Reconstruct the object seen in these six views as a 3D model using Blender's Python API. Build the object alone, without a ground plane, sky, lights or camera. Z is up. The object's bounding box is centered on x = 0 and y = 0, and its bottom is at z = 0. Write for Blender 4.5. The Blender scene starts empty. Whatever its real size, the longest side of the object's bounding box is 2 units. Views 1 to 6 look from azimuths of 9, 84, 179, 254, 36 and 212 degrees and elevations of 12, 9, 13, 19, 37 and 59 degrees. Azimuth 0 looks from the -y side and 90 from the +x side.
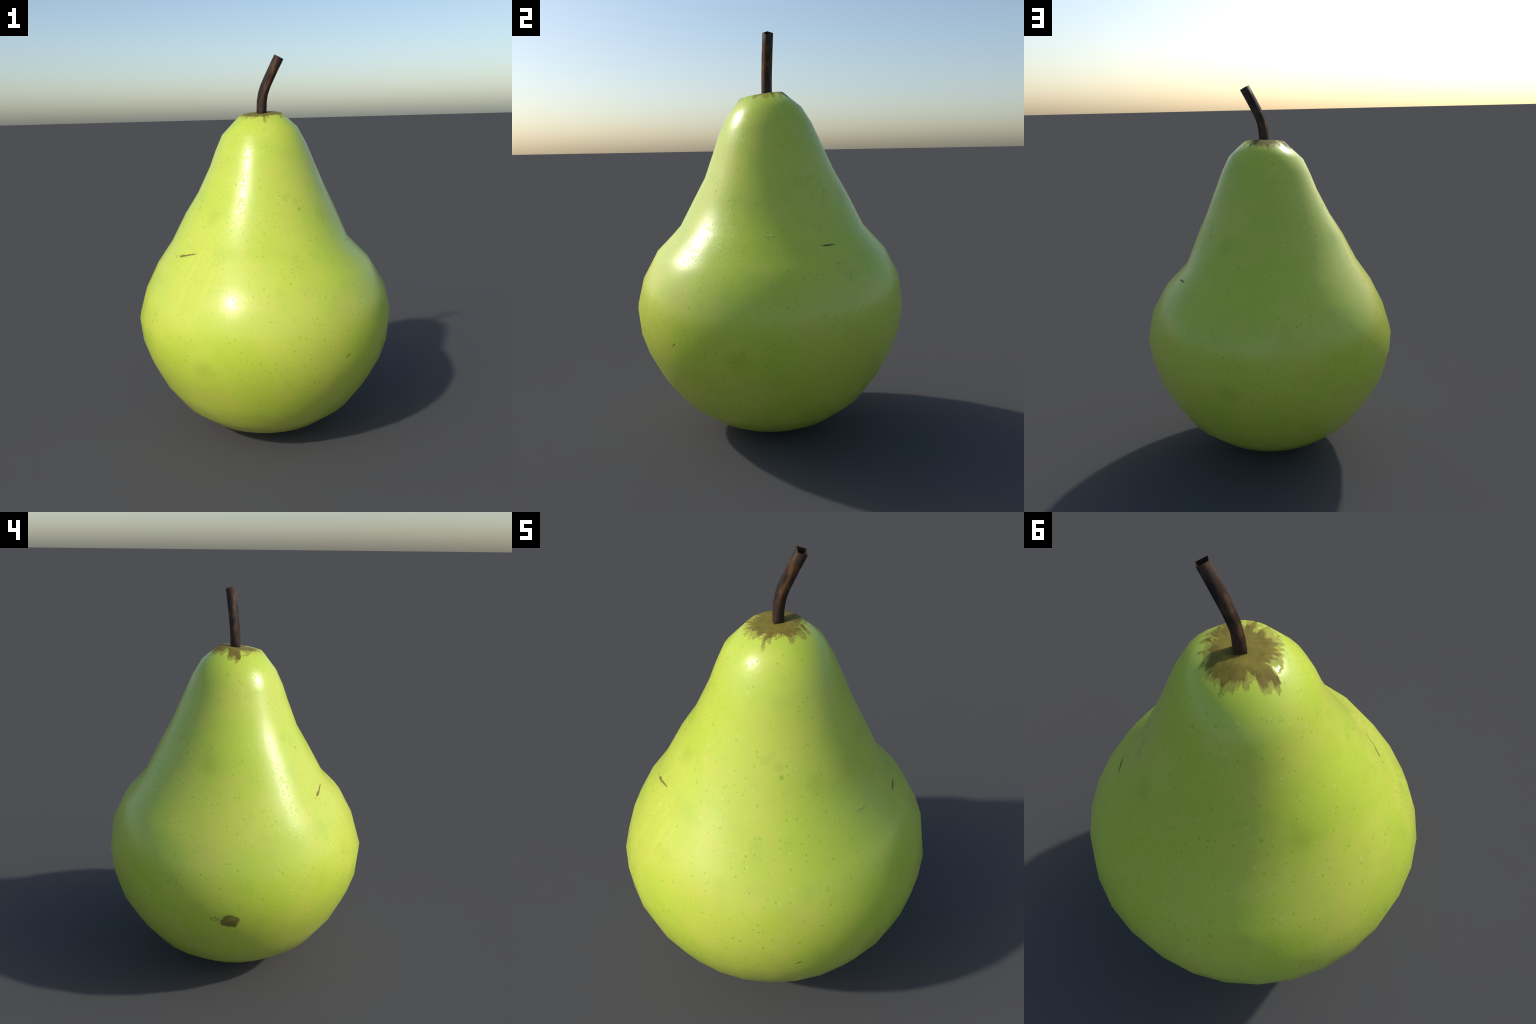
"""A green pear: a 32-sided lofted body (tilted crown, out-of-round rings), a russet
crown cap and a bent four-sided hollow stem."""
import bpy, bmesh, math
from mathutils import Vector, Matrix

SIDES = 32

# ----------------------------------------------------------------------------- body
# Rings from the bottom up: height, lean of the ring (cos, sin), then the radius and
# how far the ring is off-centre, oval and three-cornered (cos, sin of 1, 2, 3 turns).
RINGS = [
    (0.012, 0.000, 0.000, 0.1300, -0.0020, 0.0010, 0.0000, 0.0000, 0.0000, 0.0000),
    (0.043, 0.000, 0.000, 0.2400, -0.0020, 0.0010, 0.0000, 0.0000, 0.0000, 0.0000),
    (0.097, 0.000, 0.000, 0.3480, -0.0026, 0.0010, 0.0000, 0.0005, 0.0006, 0.0003),
    (0.196, 0.000, 0.000, 0.4745, -0.0035, 0.0003, -0.0004, 0.0006, 0.0010, 0.0003),
    (0.320, 0.000, 0.000, 0.5654, -0.0041, 0.0004, -0.0008, -0.0005, 0.0003, -0.0005),
    (0.448, 0.000, 0.000, 0.6313, -0.0033, 0.0004, -0.0014, -0.0032, 0.0006, -0.0015),
    (0.552, 0.000, 0.000, 0.6635, -0.0033, -0.0011, -0.0008, -0.0017, -0.0003, -0.0009),
    (0.676, 0.000, 0.000, 0.6745, 0.0006, -0.0012, -0.0010, 0.0033, -0.0024, -0.0006),
    (0.808, 0.000, 0.000, 0.6430, 0.0079, 0.0028, -0.0042, 0.0039, -0.0043, -0.0014),
    (0.946, 0.000, 0.000, 0.5690, -0.0013, 0.0063, -0.0062, 0.0070, -0.0022, -0.0017),
    (1.062, 0.000, 0.000, 0.4659, -0.0220, 0.0139, -0.0008, 0.0084, 0.0014, -0.0016),
    (1.213, 0.006, 0.008, 0.3910, -0.0166, 0.0129, 0.0037, 0.0039, 0.0008, -0.0008),
    (1.327, 0.010, 0.020, 0.3279, -0.0094, 0.0062, 0.0046, -0.0002, 0.0014, 0.0002),
    (1.460, 0.008, 0.020, 0.2697, -0.0024, -0.0000, 0.0016, -0.0025, 0.0018, 0.0004),
    (1.546, 0.013, 0.023, 0.2348, -0.0047, -0.0062, 0.0016, -0.0026, 0.0016, 0.0006),
    (1.625, 0.013, 0.024, 0.1935, -0.0071, -0.0142, 0.0028, -0.0030, 0.0016, 0.0011),
]
# Lumps and hollows: azimuth, height, reach in degrees, reach in height, depth.
LUMPS = [
    (114, 0.86, 25, 0.19, 0.022),
    (-130, 0.98, 18, 0.14, -0.030),
    (-157, 0.80, 12, 0.10, 0.005),
    (-50, 0.99, 20, 0.08, 0.008),
    (144, 1.08, 16, 0.12, -0.006),
    (-112, 0.90, 12, 0.14, -0.006),
    (-70, 1.66, 30, 0.05, -0.010),
]
CROWN = dict(centre=(0.0037, -0.027), z=1.7105, slope=(0.022, 0.142), radius=0.108)
CAP_STEPS = [(0.55, -0.001), (0.0, -0.002)]      # share of the crown radius, sink


def crown_z(x, y):
    return CROWN["z"] + CROWN["slope"][0] * x + CROWN["slope"][1] * y


def ring_point(ring, a):
    z, lean_c, lean_s, r0, c1, s1, c2, s2, c3, s3 = ring
    r = (r0 + c1 * math.cos(a) + s1 * math.sin(a) + c2 * math.cos(2 * a) + s2 * math.sin(2 * a)
         + c3 * math.cos(3 * a) + s3 * math.sin(3 * a))
    for azimuth, height, wide, tall, amount in LUMPS:
        turn = (math.degrees(a) - azimuth + 180) % 360 - 180
        r += amount * math.exp(-(turn / wide) ** 2 - ((z - height) / tall) ** 2)
    return (r * math.cos(a), r * math.sin(a), z + lean_c * math.cos(a) + lean_s * math.sin(a))


def crown_point(share, sink, a):
    r = CROWN["radius"] * share
    x = CROWN["centre"][0] + r * math.cos(a)
    y = CROWN["centre"][1] * (share if share else 0.15) + r * math.sin(a)
    return (x, y, crown_z(x, y) - sink)


def build_skin():
    """One closed smooth surface; returns vertices, faces, and per face its region."""
    angles = [2 * math.pi * i / SIDES for i in range(SIDES)]
    verts, faces, region = [(0, 0, 0)], [], []
    rows = []
    for ring in RINGS:
        rows.append(len(verts))
        verts += [ring_point(ring, a) for a in angles]
    rows.append(len(verts))
    rim_row = len(rows) - 1
    verts += [crown_point(1.0, 0.0, a) for a in angles]
    for share, sink in CAP_STEPS:
        if share:
            rows.append(len(verts))
            verts += [crown_point(share, sink, a) for a in angles]
        else:
            top = len(verts)
            verts.append(crown_point(0.0, sink, 0.0))
    for i in range(SIDES):
        j = (i + 1) % SIDES
        faces.append((0, rows[0] + j, rows[0] + i)); region.append("body")
        for k in range(len(rows) - 1):
            a, b = rows[k], rows[k + 1]
            faces.append((a + i, a + j, b + j, b + i))
            region.append("crown" if k >= rim_row else "body")
        faces.append((rows[-1] + i, rows[-1] + j, top)); region.append("crown")
    return verts, faces, region


def split_by_region(verts, faces, region, parts, root):
    """Separate one surface into meshes that keep the whole surface's normals."""
    whole = bpy.data.meshes.new("whole_surface")
    whole.from_pydata(verts, [], faces)
    whole.update()
    normals = [v.normal.copy() for v in whole.vertices]
    bpy.data.meshes.remove(whole)
    for name, material in parts.items():
        mine = [f for f, r in zip(faces, region) if r == name]
        used = sorted({v for f in mine for v in f})
        new = {v: i for i, v in enumerate(used)}
        me = bpy.data.meshes.new(name)
        me.from_pydata([verts[v] for v in used], [], [[new[v] for v in f] for f in mine])
        me.polygons.foreach_set("use_smooth", [True] * len(me.polygons))
        me.normals_split_custom_set_from_vertices([normals[v] for v in used])
        me.materials.append(material)
        ob = bpy.data.objects.new(name, me)
        bpy.context.collection.objects.link(ob)
        ob.parent = root


# ----------------------------------------------------------------------------- stem
STEM_SPINE = [(0.0051, 0.0014, 1.690), (0.0051, 0.0014, 1.730), (0.0072, 0.0018, 1.772),
              (0.0141, 0.0020, 1.8104), (0.0279, 0.0022, 1.848), (0.0475, 0.0019, 1.8885),
              (0.0710, 0.0018, 1.9345), (0.0999, 0.0018, 1.9889)]
STEM_HALF = 0.0262
WALL = 0.0015
HOLLOW = 0.10


def build_stem(material, root):
    pts = [Vector(p) for p in STEM_SPINE]
    verts, faces = [], []

    def ring_at(centre, tangent, half):
        side = Vector((0, 1, 0))
        out = side.cross(tangent).normalized()        # +x side of the stem
        side = tangent.cross(out).normalized()
        base = len(verts)
        for c, s in ((1, 0), (0, 1), (-1, 0), (0, -1)):
            verts.append(centre + out * half * c + side * half * s)
        return base

    def tangent(i):
        return (pts[min(i + 1, len(pts) - 1)] - pts[max(i - 1, 0)]).normalized()

    def bridge(a, b, flip=False):
        for i in range(4):
            j = (i + 1) % 4
            q = (a + i, a + j, b + j, b + i)
            faces.append(q[::-1] if flip else q)

    rings = [ring_at(p, tangent(i), STEM_HALF) for i, p in enumerate(pts)]
    for a, b in zip(rings, rings[1:]):
        bridge(a, b)
    n_outer = len(faces)
    t = tangent(len(pts) - 1)
    lip = ring_at(pts[-1], t, STEM_HALF - WALL)
    deep = ring_at(pts[-1] - t * HOLLOW, t, STEM_HALF - WALL * 2)
    bridge(rings[-1], lip)
    bridge(lip, deep)
    faces.append((deep, deep + 1, deep + 2, deep + 3))
    faces.append((rings[0] + 3, rings[0] + 2, rings[0] + 1, rings[0]))
    me = bpy.data.meshes.new("stem")
    me.from_pydata(verts, [], faces)
    me.polygons.foreach_set("use_smooth", [i < n_outer for i in range(len(faces))])
    me.materials.append(material)
    ob = bpy.data.objects.new("stem", me)
    bpy.context.collection.objects.link(ob)
    ob.parent = root


# ------------------------------------------------------------------------ materials
class Nodes:
    """Small helper to write shader graphs as expressions."""

    def __init__(self, name):
        self.mat = bpy.data.materials.new(name)
        self.mat.use_nodes = True
        self.t = self.mat.node_tree
        self.bsdf = self.t.nodes["Principled BSDF"]
        self.pos = self.t.nodes.new("ShaderNodeTexCoord").outputs["Object"]

    def put(self, socket, value):
        if isinstance(value, bpy.types.NodeSocket):
            self.t.links.new(value, socket)
        else:
            socket.default_value = value

    def math(self, op, a, b=0.0, c=0.0, clamp=False):
        n = self.t.nodes.new("ShaderNodeMath")
        n.operation, n.use_clamp = op, clamp
        for s, v in zip(n.inputs, (a, b, c)):
            self.put(s, v)
        return n.outputs[0]

    def vmath(self, op, a, b=(0, 0, 0), out=0):
        n = self.t.nodes.new("ShaderNodeVectorMath")
        n.operation = op
        self.put(n.inputs[0], a)
        self.put(n.inputs[1], b)
        return n.outputs[out]

    def noise(self, scale, detail=2.0, rough=0.5, vector=None, seed=(0, 0, 0), out=0):
        n = self.t.nodes.new("ShaderNodeTexNoise")
        v = self.pos if vector is None else vector
        self.put(n.inputs["Vector"], self.vmath("ADD", v, seed))
        n.inputs["Scale"].default_value = scale
        n.inputs["Detail"].default_value = detail
        n.inputs["Roughness"].default_value = rough
        return n.outputs[out]

    def step(self, value, low, high, a=0.0, b=1.0):
        n = self.t.nodes.new("ShaderNodeMapRange")
        n.interpolation_type = "SMOOTHSTEP"
        for s, v in zip(n.inputs, (value, low, high, a, b)):
            self.put(s, v)
        return n.outputs[0]

    def mix(self, share, a, b):
        n = self.t.nodes.new("ShaderNodeMix")
        n.data_type = "RGBA"
        self.put(n.inputs["Factor"], share)
        self.put(n.inputs["A"], a if isinstance(a, bpy.types.NodeSocket) else (*a, 1))
        self.put(n.inputs["B"], b if isinstance(b, bpy.types.NodeSocket) else (*b, 1))
        return n.outputs["Result"]

    def separate(self, v):
        n = self.t.nodes.new("ShaderNodeSeparateXYZ")
        self.put(n.inputs[0], v)
        return n.outputs

    def combine(self, x, y, z):
        n = self.t.nodes.new("ShaderNodeCombineXYZ")
        for s, v in zip(n.inputs, (x, y, z)):
            self.put(s, v)
        return n.outputs[0]

    def local(self, centre, along, normal, size, vector=None):
        """Coordinates in a frame on the skin, in units of size (along, across, depth)."""
        x = Vector(along).normalized()
        z = (Vector(normal) - x * x.dot(Vector(normal))).normalized()
        y = z.cross(x)
        d = self.vmath("SUBTRACT", self.pos if vector is None else vector, tuple(centre))
        return self.combine(*[self.math("MULTIPLY", self.vmath("DOT_PRODUCT", d, tuple(a), out=1), 1.0 / s)
                              for a, s in zip((x, y, z), size)])

    def blob(self, centre, along, normal, size, low=0.6, high=1.0, vector=None):
        """1 inside an ellipsoid, falling to 0 at its edge."""
        v = self.local(centre, along, normal, size, vector)
        return self.step(self.vmath("LENGTH", v, out=1), low, high, 1.0, 0.0)

    def dots(self, scale, seed, small, large, share, soft=0.55):
        """Round spots of varied size, one per Voronoi cell, only in a share of cells."""
        n = self.t.nodes.new("ShaderNodeTexVoronoi")
        n.inputs["Scale"].default_value = scale
        self.put(n.inputs["Vector"], self.vmath("ADD", self.pos, seed))
        h = self.separate(n.outputs["Color"])
        radius = self.step(h[0], 0.0, 1.0, small, large)
        keep = self.math("LESS_THAN", h[1], share)
        ratio = self.math("DIVIDE", n.outputs["Distance"], radius)
        return self.math("MULTIPLY", self.step(ratio, soft, 1.0, 1.0, 0.0), keep), h[2]


# Skin colours and where the marks sit (metres).
YELLOW, GREEN = (0.548, 0.622, 0.077), (0.485, 0.610, 0.057)
DEEP_GREEN, GOLD, DOT = (0.400, 0.510, 0.060), (0.605, 0.590, 0.092), (0.270, 0.450, 0.020)
OLIVE, LEAF = (0.340, 0.430, 0.035), (0.330, 0.500, 0.040)
# azimuth of the quarter, then marks: offset, height, radius, half width, half height, strength, colour
SMUDGES = [
    (-18, [(0, 0.550, 0.665, 0.080, 0.070, 0.32, OLIVE)]),
    (59, [(0, 1.222, 0.40, 0.060, 0.075, 0.30, OLIVE)]),
    (-58, [(-5, 1.307, 0.32, 0.022, 0.024, 0.34, LEAF), (-1, 1.316, 0.32, 0.024, 0.024, 0.30, LEAF),
           (5, 1.288, 0.33, 0.028, 0.028, 0.34, LEAF), (7, 1.252, 0.35, 0.012, 0.013, 0.9, DOT),
           (-3, 0.915, 0.585, 0.090, 0.060, 0.28, DEEP_GREEN)]),
]
BROWN, DARK_BROWN, GREY_GREEN = (0.200, 0.158, 0.028), (0.120, 0.080, 0.020), (0.270, 0.340, 0.100)
# centre, direction, skin normal, half (length, width, depth), softness, strength, colour
SCRATCHES = [
    ((-0.330, -0.354, 1.037), (0.087, -0.056, 0.031), (-0.6, -0.6, 0.5), (0.063, 0.0052, 0.05), 0.85, 0.95, BROWN),
    ((-0.360, -0.332, 1.027), (0.070, -0.055, 0.024), (-0.6, -0.6, 0.5), (0.026, 0.0078, 0.05), 0.85, 0.95, BROWN),
    ((-0.396, -0.304, 1.018), (0.3, 0.3, 0.9), (-0.6, -0.6, 0.5), (0.011, 0.0036, 0.05), 0.5, 0.85, BROWN),
    ((0.4475, 0.2235, 1.0145), (-0.039, 0.090, 0.001), (0.75, 0.4, 0.5), (0.054, 0.0075, 0.05), 0.30, 0.95, DARK_BROWN),
    ((0.4430, -0.041, 1.057), (0.018, 0.090, -0.003), (0.85, 0, 0.5), (0.058, 0.0055, 0.05), 0.15, 0.50, GREY_GREEN),
    ((0.4608, -0.481, 0.587), (0.027, 0.021, 0.024), (0.7, -0.7, -0.1), (0.024, 0.0042, 0.05), 0.25, 0.90, DARK_BROWN),
]
BRUISE = [(-0.6181, 0.2289, 0.5361), (-0.6284, 0.2147, 0.5706), (-0.6406, 0.1758, 0.5789), (-0.6503, 0.1410, 0.5591),
          (-0.6279, 0.1573, 0.4999), (-0.6178, 0.1962, 0.5051), (-0.6136, 0.2263, 0.5196)]
BRUISE_ALONG, BRUISE_NORMAL = (-0.28, -0.96, 0.0), (-0.95, 0.28, -0.2)
# russet fingers: azimuth, half width in degrees, how much further (or shorter) they reach
FINGERS = [(162, 16, 0.026), (100, 16, 0.014), (-70, 8, 0.020), (-27, 10, 0.016), (-46, 9, -0.018), (140, 7, -0.014), (32, 22, -0.012)]


def skin_material():
    n = Nodes("pear_skin")
    xyz = n.separate(n.pos)
    azimuth = n.math("ARCTAN2", xyz[1], xyz[0])
    rho = n.math("SQRT", n.math("ADD", n.math("MULTIPLY", xyz[0], xyz[0]), n.math("MULTIPLY", xyz[1], xyz[1])))

    # --- ground colour: broad yellow and green patches, finer mottling
    broad = n.noise(2.7, 2.0, 0.5, seed=(3.1, 1.4, 7.7))
    col = n.mix(n.step(broad, 0.36, 0.64), YELLOW, GREEN)
    mottle = n.noise(8.0, 2.0, 0.5, seed=(9.0, 2.0, 1.0))
    col = n.mix(n.step(mottle, 0.52, 0.74, 0.0, 0.26), col, DEEP_GREEN)
    col = n.mix(n.step(n.noise(6.5, 1.5, 0.5, seed=(1.0, 8.0, 4.0)), 0.54, 0.74, 0.0, 0.42), col, GOLD)

    # --- marks that come back once every quarter turn: soft olive smudges, green clusters
    quarter = math.pi / 2
    for turn, marks in SMUDGES:
        fold = n.math("SUBTRACT", n.math("FLOORED_MODULO", n.math("ADD", n.math("SUBTRACT", azimuth, math.radians(turn)), quarter / 2), quarter), quarter / 2)
        folded = n.combine(n.math("MULTIPLY", rho, n.math("COSINE", fold)), n.math("MULTIPLY", rho, n.math("SINE", fold)), xyz[2])
        for off, z, r, wide, tall, strength, colour in marks:
            o = math.radians(off)
            c = (r * math.cos(o), r * math.sin(o), z)
            m = n.blob(c, (-math.sin(o), math.cos(o), 0), (math.cos(o), math.sin(o), 0), (wide, tall, 0.09), 0.15, 1.0, folded)
            col = n.mix(n.math("MULTIPLY", m, strength), col, colour)

    # --- faint streaks drawn down the hollow shoulder
    streak_at = n.combine(n.math("MULTIPLY", azimuth, 30.0), n.math("MULTIPLY", xyz[2], 3.5), rho)
    streak = n.step(n.noise(1.0, 2.0, 0.5, vector=streak_at), 0.5, 0.68)
    where = n.blob((-0.27, -0.50, 0.95), (-0.88, 0.47, 0), (-0.47, -0.88, 0.3), (0.22, 0.26, 0.20), 0.3, 1.0)
    col = n.mix(n.math("MULTIPLY", n.math("MULTIPLY", streak, where), 0.40), col, (0.640, 0.680, 0.100))

    # --- lenticels: green dots, and pale raised rings with a darker pit
    green, pick = n.dots(38.0, (0.3, 0.7, 0.1), 0.18, 0.28, 1.0, 0.2)
    col = n.mix(n.math("MULTIPLY", green, n.step(pick, 0.0, 1.0, 0.35, 0.85)), col, DOT)
    big, pick = n.dots(17.0, (5.3, 2.7, 4.1), 0.09, 0.155, 0.9, 0.2)
    col = n.mix(n.math("MULTIPLY", big, n.step(pick, 0.0, 1.0, 0.3, 0.8)), col, DOT)
    fine, pick = n.dots(52.0, (2.2, 6.1, 3.3), 0.10, 0.20, 0.55, 0.2)
    col = n.mix(n.math("MULTIPLY", fine, 0.45), col, DOT)
    ring, pick = n.dots(21.0, (7.7, 1.9, 2.6), 0.13, 0.20, 0.85, 0.45)
    pit, _ = n.dots(21.0, (7.7, 1.9, 2.6), 0.05, 0.08, 0.85, 0.3)
    col = n.mix(n.math("MULTIPLY", ring, n.step(pick, 0.0, 1.0, 0.06, 0.34)), col, (0.66, 0.80, 0.26))
    col = n.mix(n.math("MULTIPLY", pit, 0.45), col, (0.30, 0.42, 0.12))

    # --- scratches
    scars = None
    for centre, along, normal, size, low, strength, colour in SCRATCHES:
        wobble = n.vmath("SCALE", n.vmath("SUBTRACT", n.noise(70.0, 1.0, out=1), (0.5, 0.5, 0.5)), (0, 0, 0))
        wobble.node.inputs["Scale"].default_value = 0.004
        m = n.blob(centre, along, normal, size, low, 1.0, n.vmath("ADD", n.pos, wobble))
        m = n.math("MULTIPLY", m, strength)
        col = n.mix(m, col, colour)
        scars = m if scars is None else n.math("MAXIMUM", scars, m)

    # --- the brown bruise low on one side: a many-cornered patch and its flecks
    centre = sum((Vector(p) for p in BRUISE), Vector()) / len(BRUISE)
    flat = n.separate(n.vmath("ADD", n.local(centre, BRUISE_ALONG, BRUISE_NORMAL, (1, 1, 1)),
                              n.vmath("MULTIPLY", n.vmath("SUBTRACT", n.noise(45.0, 3.0, out=1), (0.5, 0.5, 0.5)), (0.020, 0.020, 0))))
    x = Vector(BRUISE_ALONG).normalized()
    z = (Vector(BRUISE_NORMAL) - x * x.dot(Vector(BRUISE_NORMAL))).normalized()
    y = z.cross(x)
    corners = [((Vector(p) - centre).dot(x), (Vector(p) - centre).dot(y)) for p in BRUISE]
    corners.sort(key=lambda c: math.atan2(c[1], c[0]))
    inside = None
    for (ax, ay), (bx, by) in zip(corners, corners[1:] + corners[:1]):
        ln = math.hypot(bx - ax, by - ay)
        nx, ny = -(by - ay) / ln, (bx - ax) / ln
        d = n.math("SUBTRACT", n.math("ADD", n.math("MULTIPLY", flat[0], nx), n.math("MULTIPLY", flat[1], ny)), nx * ax + ny * ay)
        inside = d if inside is None else n.math("MINIMUM", inside, d)
    near = n.step(n.vmath("LENGTH", n.vmath("SUBTRACT", n.pos, tuple(centre)), out=1), 0.12, 0.14, 1.0, 0.0)
    bruise = n.math("MULTIPLY", n.step(inside, -0.004, 0.005), near)
    dark = n.step(n.noise(22.0, 2.0, seed=(4, 4, 1)), 0.40, 0.62)
    flecks = n.math("MULTIPLY", n.blob((-0.615, 0.257, 0.556), BRUISE_ALONG, BRUISE_NORMAL, (0.026, 0.017, 0.05), 0.4, 1.0),
                    n.step(n.noise(75.0, 1.0), 0.40, 0.54))
    smear = n.math("MULTIPLY", n.blob((-0.617, 0.238, 0.553), BRUISE_ALONG, BRUISE_NORMAL, (0.030, 0.014, 0.05), 0.2, 1.0), 0.30)
    col = n.mix(smear, col, (0.20, 0.25, 0.04))
    col = n.mix(n.math("MULTIPLY", flecks, 0.8), col, (0.13, 0.14, 0.025))
    col = n.mix(n.math("MULTIPLY", bruise, 0.95), col, n.mix(dark, (0.225, 0.190, 0.033), (0.140, 0.108, 0.023)))

    # --- russet on the crown: ragged fingers combed outwards from the stem
    circle = (n.math("COSINE", azimuth), n.math("SINE", azimuth))
    on_crown = n.step(xyz[2], 1.60, 1.63)

    def comb(fine, slow, seed):
        return n.noise(1.0, 2.0, 0.6, vector=n.combine(n.math("MULTIPLY", circle[0], fine), n.math("MULTIPLY", circle[1], fine),
                                                       n.math("MULTIPLY", rho, slow)), seed=seed)

    reach = rho
    for azi, wide, amount in FINGERS:
        a = math.radians(azi)
        along = n.math("ADD", n.math("MULTIPLY", circle[0], math.cos(a)), n.math("MULTIPLY", circle[1], math.sin(a)))
        reach = n.math("SUBTRACT", reach, n.step(along, math.cos(math.radians(wide)), math.cos(math.radians(wide * 0.75)), 0.0, amount))
    # blunt strokes: each cell of a comb-like cell pattern reaches its own distance
    def strokes(fine, slow, seed):
        v = n.t.nodes.new("ShaderNodeTexVoronoi")
        v.inputs["Scale"].default_value = 1.0
        wobble = n.vmath("MULTIPLY", n.vmath("SUBTRACT", n.noise(38.0, 2.0, out=1), (0.5, 0.5, 0.5)), (0.9, 0.9, 0.5))
        n.put(v.inputs["Vector"], n.vmath("ADD", n.vmath("ADD", n.combine(
            n.math("MULTIPLY", circle[0], fine), n.math("MULTIPLY", circle[1], fine), n.math("MULTIPLY", rho, slow)), seed), wobble))
        return n.separate(v.outputs["Color"])

    def vary(value, noise, amount):
        return n.math("ADD", value, n.math("MULTIPLY", n.math("SUBTRACT", noise, 0.5), amount))

    ragged = n.noise(60.0, 2.0, 0.6, seed=(5, 1, 9))
    cell = strokes(6.0, 24.0, (1.0, 2.0, 3.0))
    small = strokes(12.0, 36.0, (6.0, 2.0, 8.0))
    reach = vary(vary(vary(reach, cell[0], 0.028), small[0], 0.013), ragged, 0.015)
    thin = n.math("MULTIPLY", n.step(reach, 0.117, 0.127, 1.0, 0.0), on_crown)
    reach2 = vary(vary(reach, cell[1], 0.020), comb(3.5, 14.0, (3, 9, 5)), 0.045)
    thick = n.math("MULTIPLY", n.step(reach2, 0.094, 0.108, 1.0, 0.0), on_crown)
    grain = n.math("ADD", n.math("MULTIPLY", comb(14.0, 12.0, (2, 5, 5)), 0.6), n.math("MULTIPLY", small[1], 0.4))
    col = n.mix(n.math("MULTIPLY", thin, n.step(grain, 0.35, 0.65, 0.64, 0.82)), col, (0.285, 0.250, 0.045))
    col = n.mix(n.math("MULTIPLY", thick, n.step(grain, 0.3, 0.7, 0.86, 0.97)), col,
                n.mix(n.step(n.noise(26.0, 2.0), 0.4, 0.65), (0.192, 0.148, 0.025), (0.148, 0.114, 0.021)))
    n.put(n.bsdf.inputs["Base Color"], col)

    # --- gloss: waxy, broken by dull scuffs; russet and bruise are matt
    scuff = n.math("MULTIPLY", n.step(n.noise(5.5, 1.0, seed=(8, 3, 3)), 0.43, 0.53), n.step(n.noise(72.0, 2.0, 0.6), 0.48, 0.60))
    rough = n.math("ADD", 0.30, n.math("MULTIPLY", scuff, 0.15))
    matt = n.math("MAXIMUM", n.math("MAXIMUM", n.math("MULTIPLY", thin, 0.75), thick), n.math("MULTIPLY", n.math("MAXIMUM", bruise, scars), 0.6))
    n.put(n.bsdf.inputs["Roughness"], n.math("ADD", rough, n.math("MULTIPLY", matt, 0.40)))
    n.put(n.bsdf.inputs["Specular IOR Level"], n.math("SUBTRACT", 0.5, n.math("MULTIPLY", matt, 0.30)))

    # --- relief: lenticel rings, scuffed grain
    height = n.math("ADD", n.math("MULTIPLY", n.math("SUBTRACT", ring, n.math("MULTIPLY", pit, 1.5)), 0.22), n.math("MULTIPLY", scuff, -0.03))
    height = n.math("SUBTRACT", height, n.math("ADD", n.math("MULTIPLY", green, 0.12), n.math("MULTIPLY", bruise, 0.8)))
    bump = n.t.nodes.new("ShaderNodeBump")
    bump.inputs["Strength"].default_value = 0.35
    bump.inputs["Distance"].default_value = 0.0025
    n.put(bump.inputs["Height"], height)
    n.put(n.bsdf.inputs["Normal"], bump.outputs[0])
    return n.mat


def stem_material():
    n = Nodes("stem_bark")
    xyz = n.separate(n.pos)
    # follow the bend so the grain runs along the stem
    bend = n.math("POWER", n.math("MAXIMUM", n.math("SUBTRACT", xyz[2], 1.75), 0.0), 1.25)
    straight = n.math("SUBTRACT", xyz[0], n.math("MULTIPLY", bend, 0.62))
    grain_at = n.combine(n.math("MULTIPLY", straight, 42.0), n.math("MULTIPLY", xyz[1], 42.0), n.math("MULTIPLY", xyz[2], 9.0))
    grain = n.noise(1.0, 3.0, 0.6, vector=grain_at, seed=(2.0, 5.0, 1.0))
    patch = n.noise(19.0, 2.0, 0.5, seed=(1.5, 0.2, 3.0))
    amount = n.math("ADD", n.math("MULTIPLY", grain, 0.6), n.math("MULTIPLY", patch, 0.4))
    col = n.mix(n.step(amount, 0.38, 0.53), (0.020, 0.014, 0.012), (0.062, 0.033, 0.018))
    col = n.mix(n.step(amount, 0.51, 0.63, 0.0, 0.9), col, (0.155, 0.073, 0.033))
    foot = n.step(n.math("ADD", xyz[2], n.math("MULTIPLY", patch, 0.04)), 1.74, 1.79, 0.75, 0.0)
    col = n.mix(foot, col, (0.032, 0.021, 0.019))
    n.put(n.bsdf.inputs["Base Color"], col)
    n.bsdf.inputs["Roughness"].default_value = 0.62
    n.bsdf.inputs["Specular IOR Level"].default_value = 0.25
    bump = n.t.nodes.new("ShaderNodeBump")
    bump.inputs["Strength"].default_value = 0.4
    bump.inputs["Distance"].default_value = 0.002
    n.put(bump.inputs["Height"], grain)
    n.put(n.bsdf.inputs["Normal"], bump.outputs[0])
    return n.mat


def main():
    root = bpy.data.objects.new("pear", None)
    root.empty_display_size = 0.1
    root["label"] = "glossy yellow-green pear with brown bent stem"
    root["category"] = "pear"
    bpy.context.collection.objects.link(root)
    skin = skin_material()
    verts, faces, region = build_skin()
    split_by_region(verts, faces, region, {"body": skin, "crown": skin}, root)
    build_stem(stem_material(), root)


main()
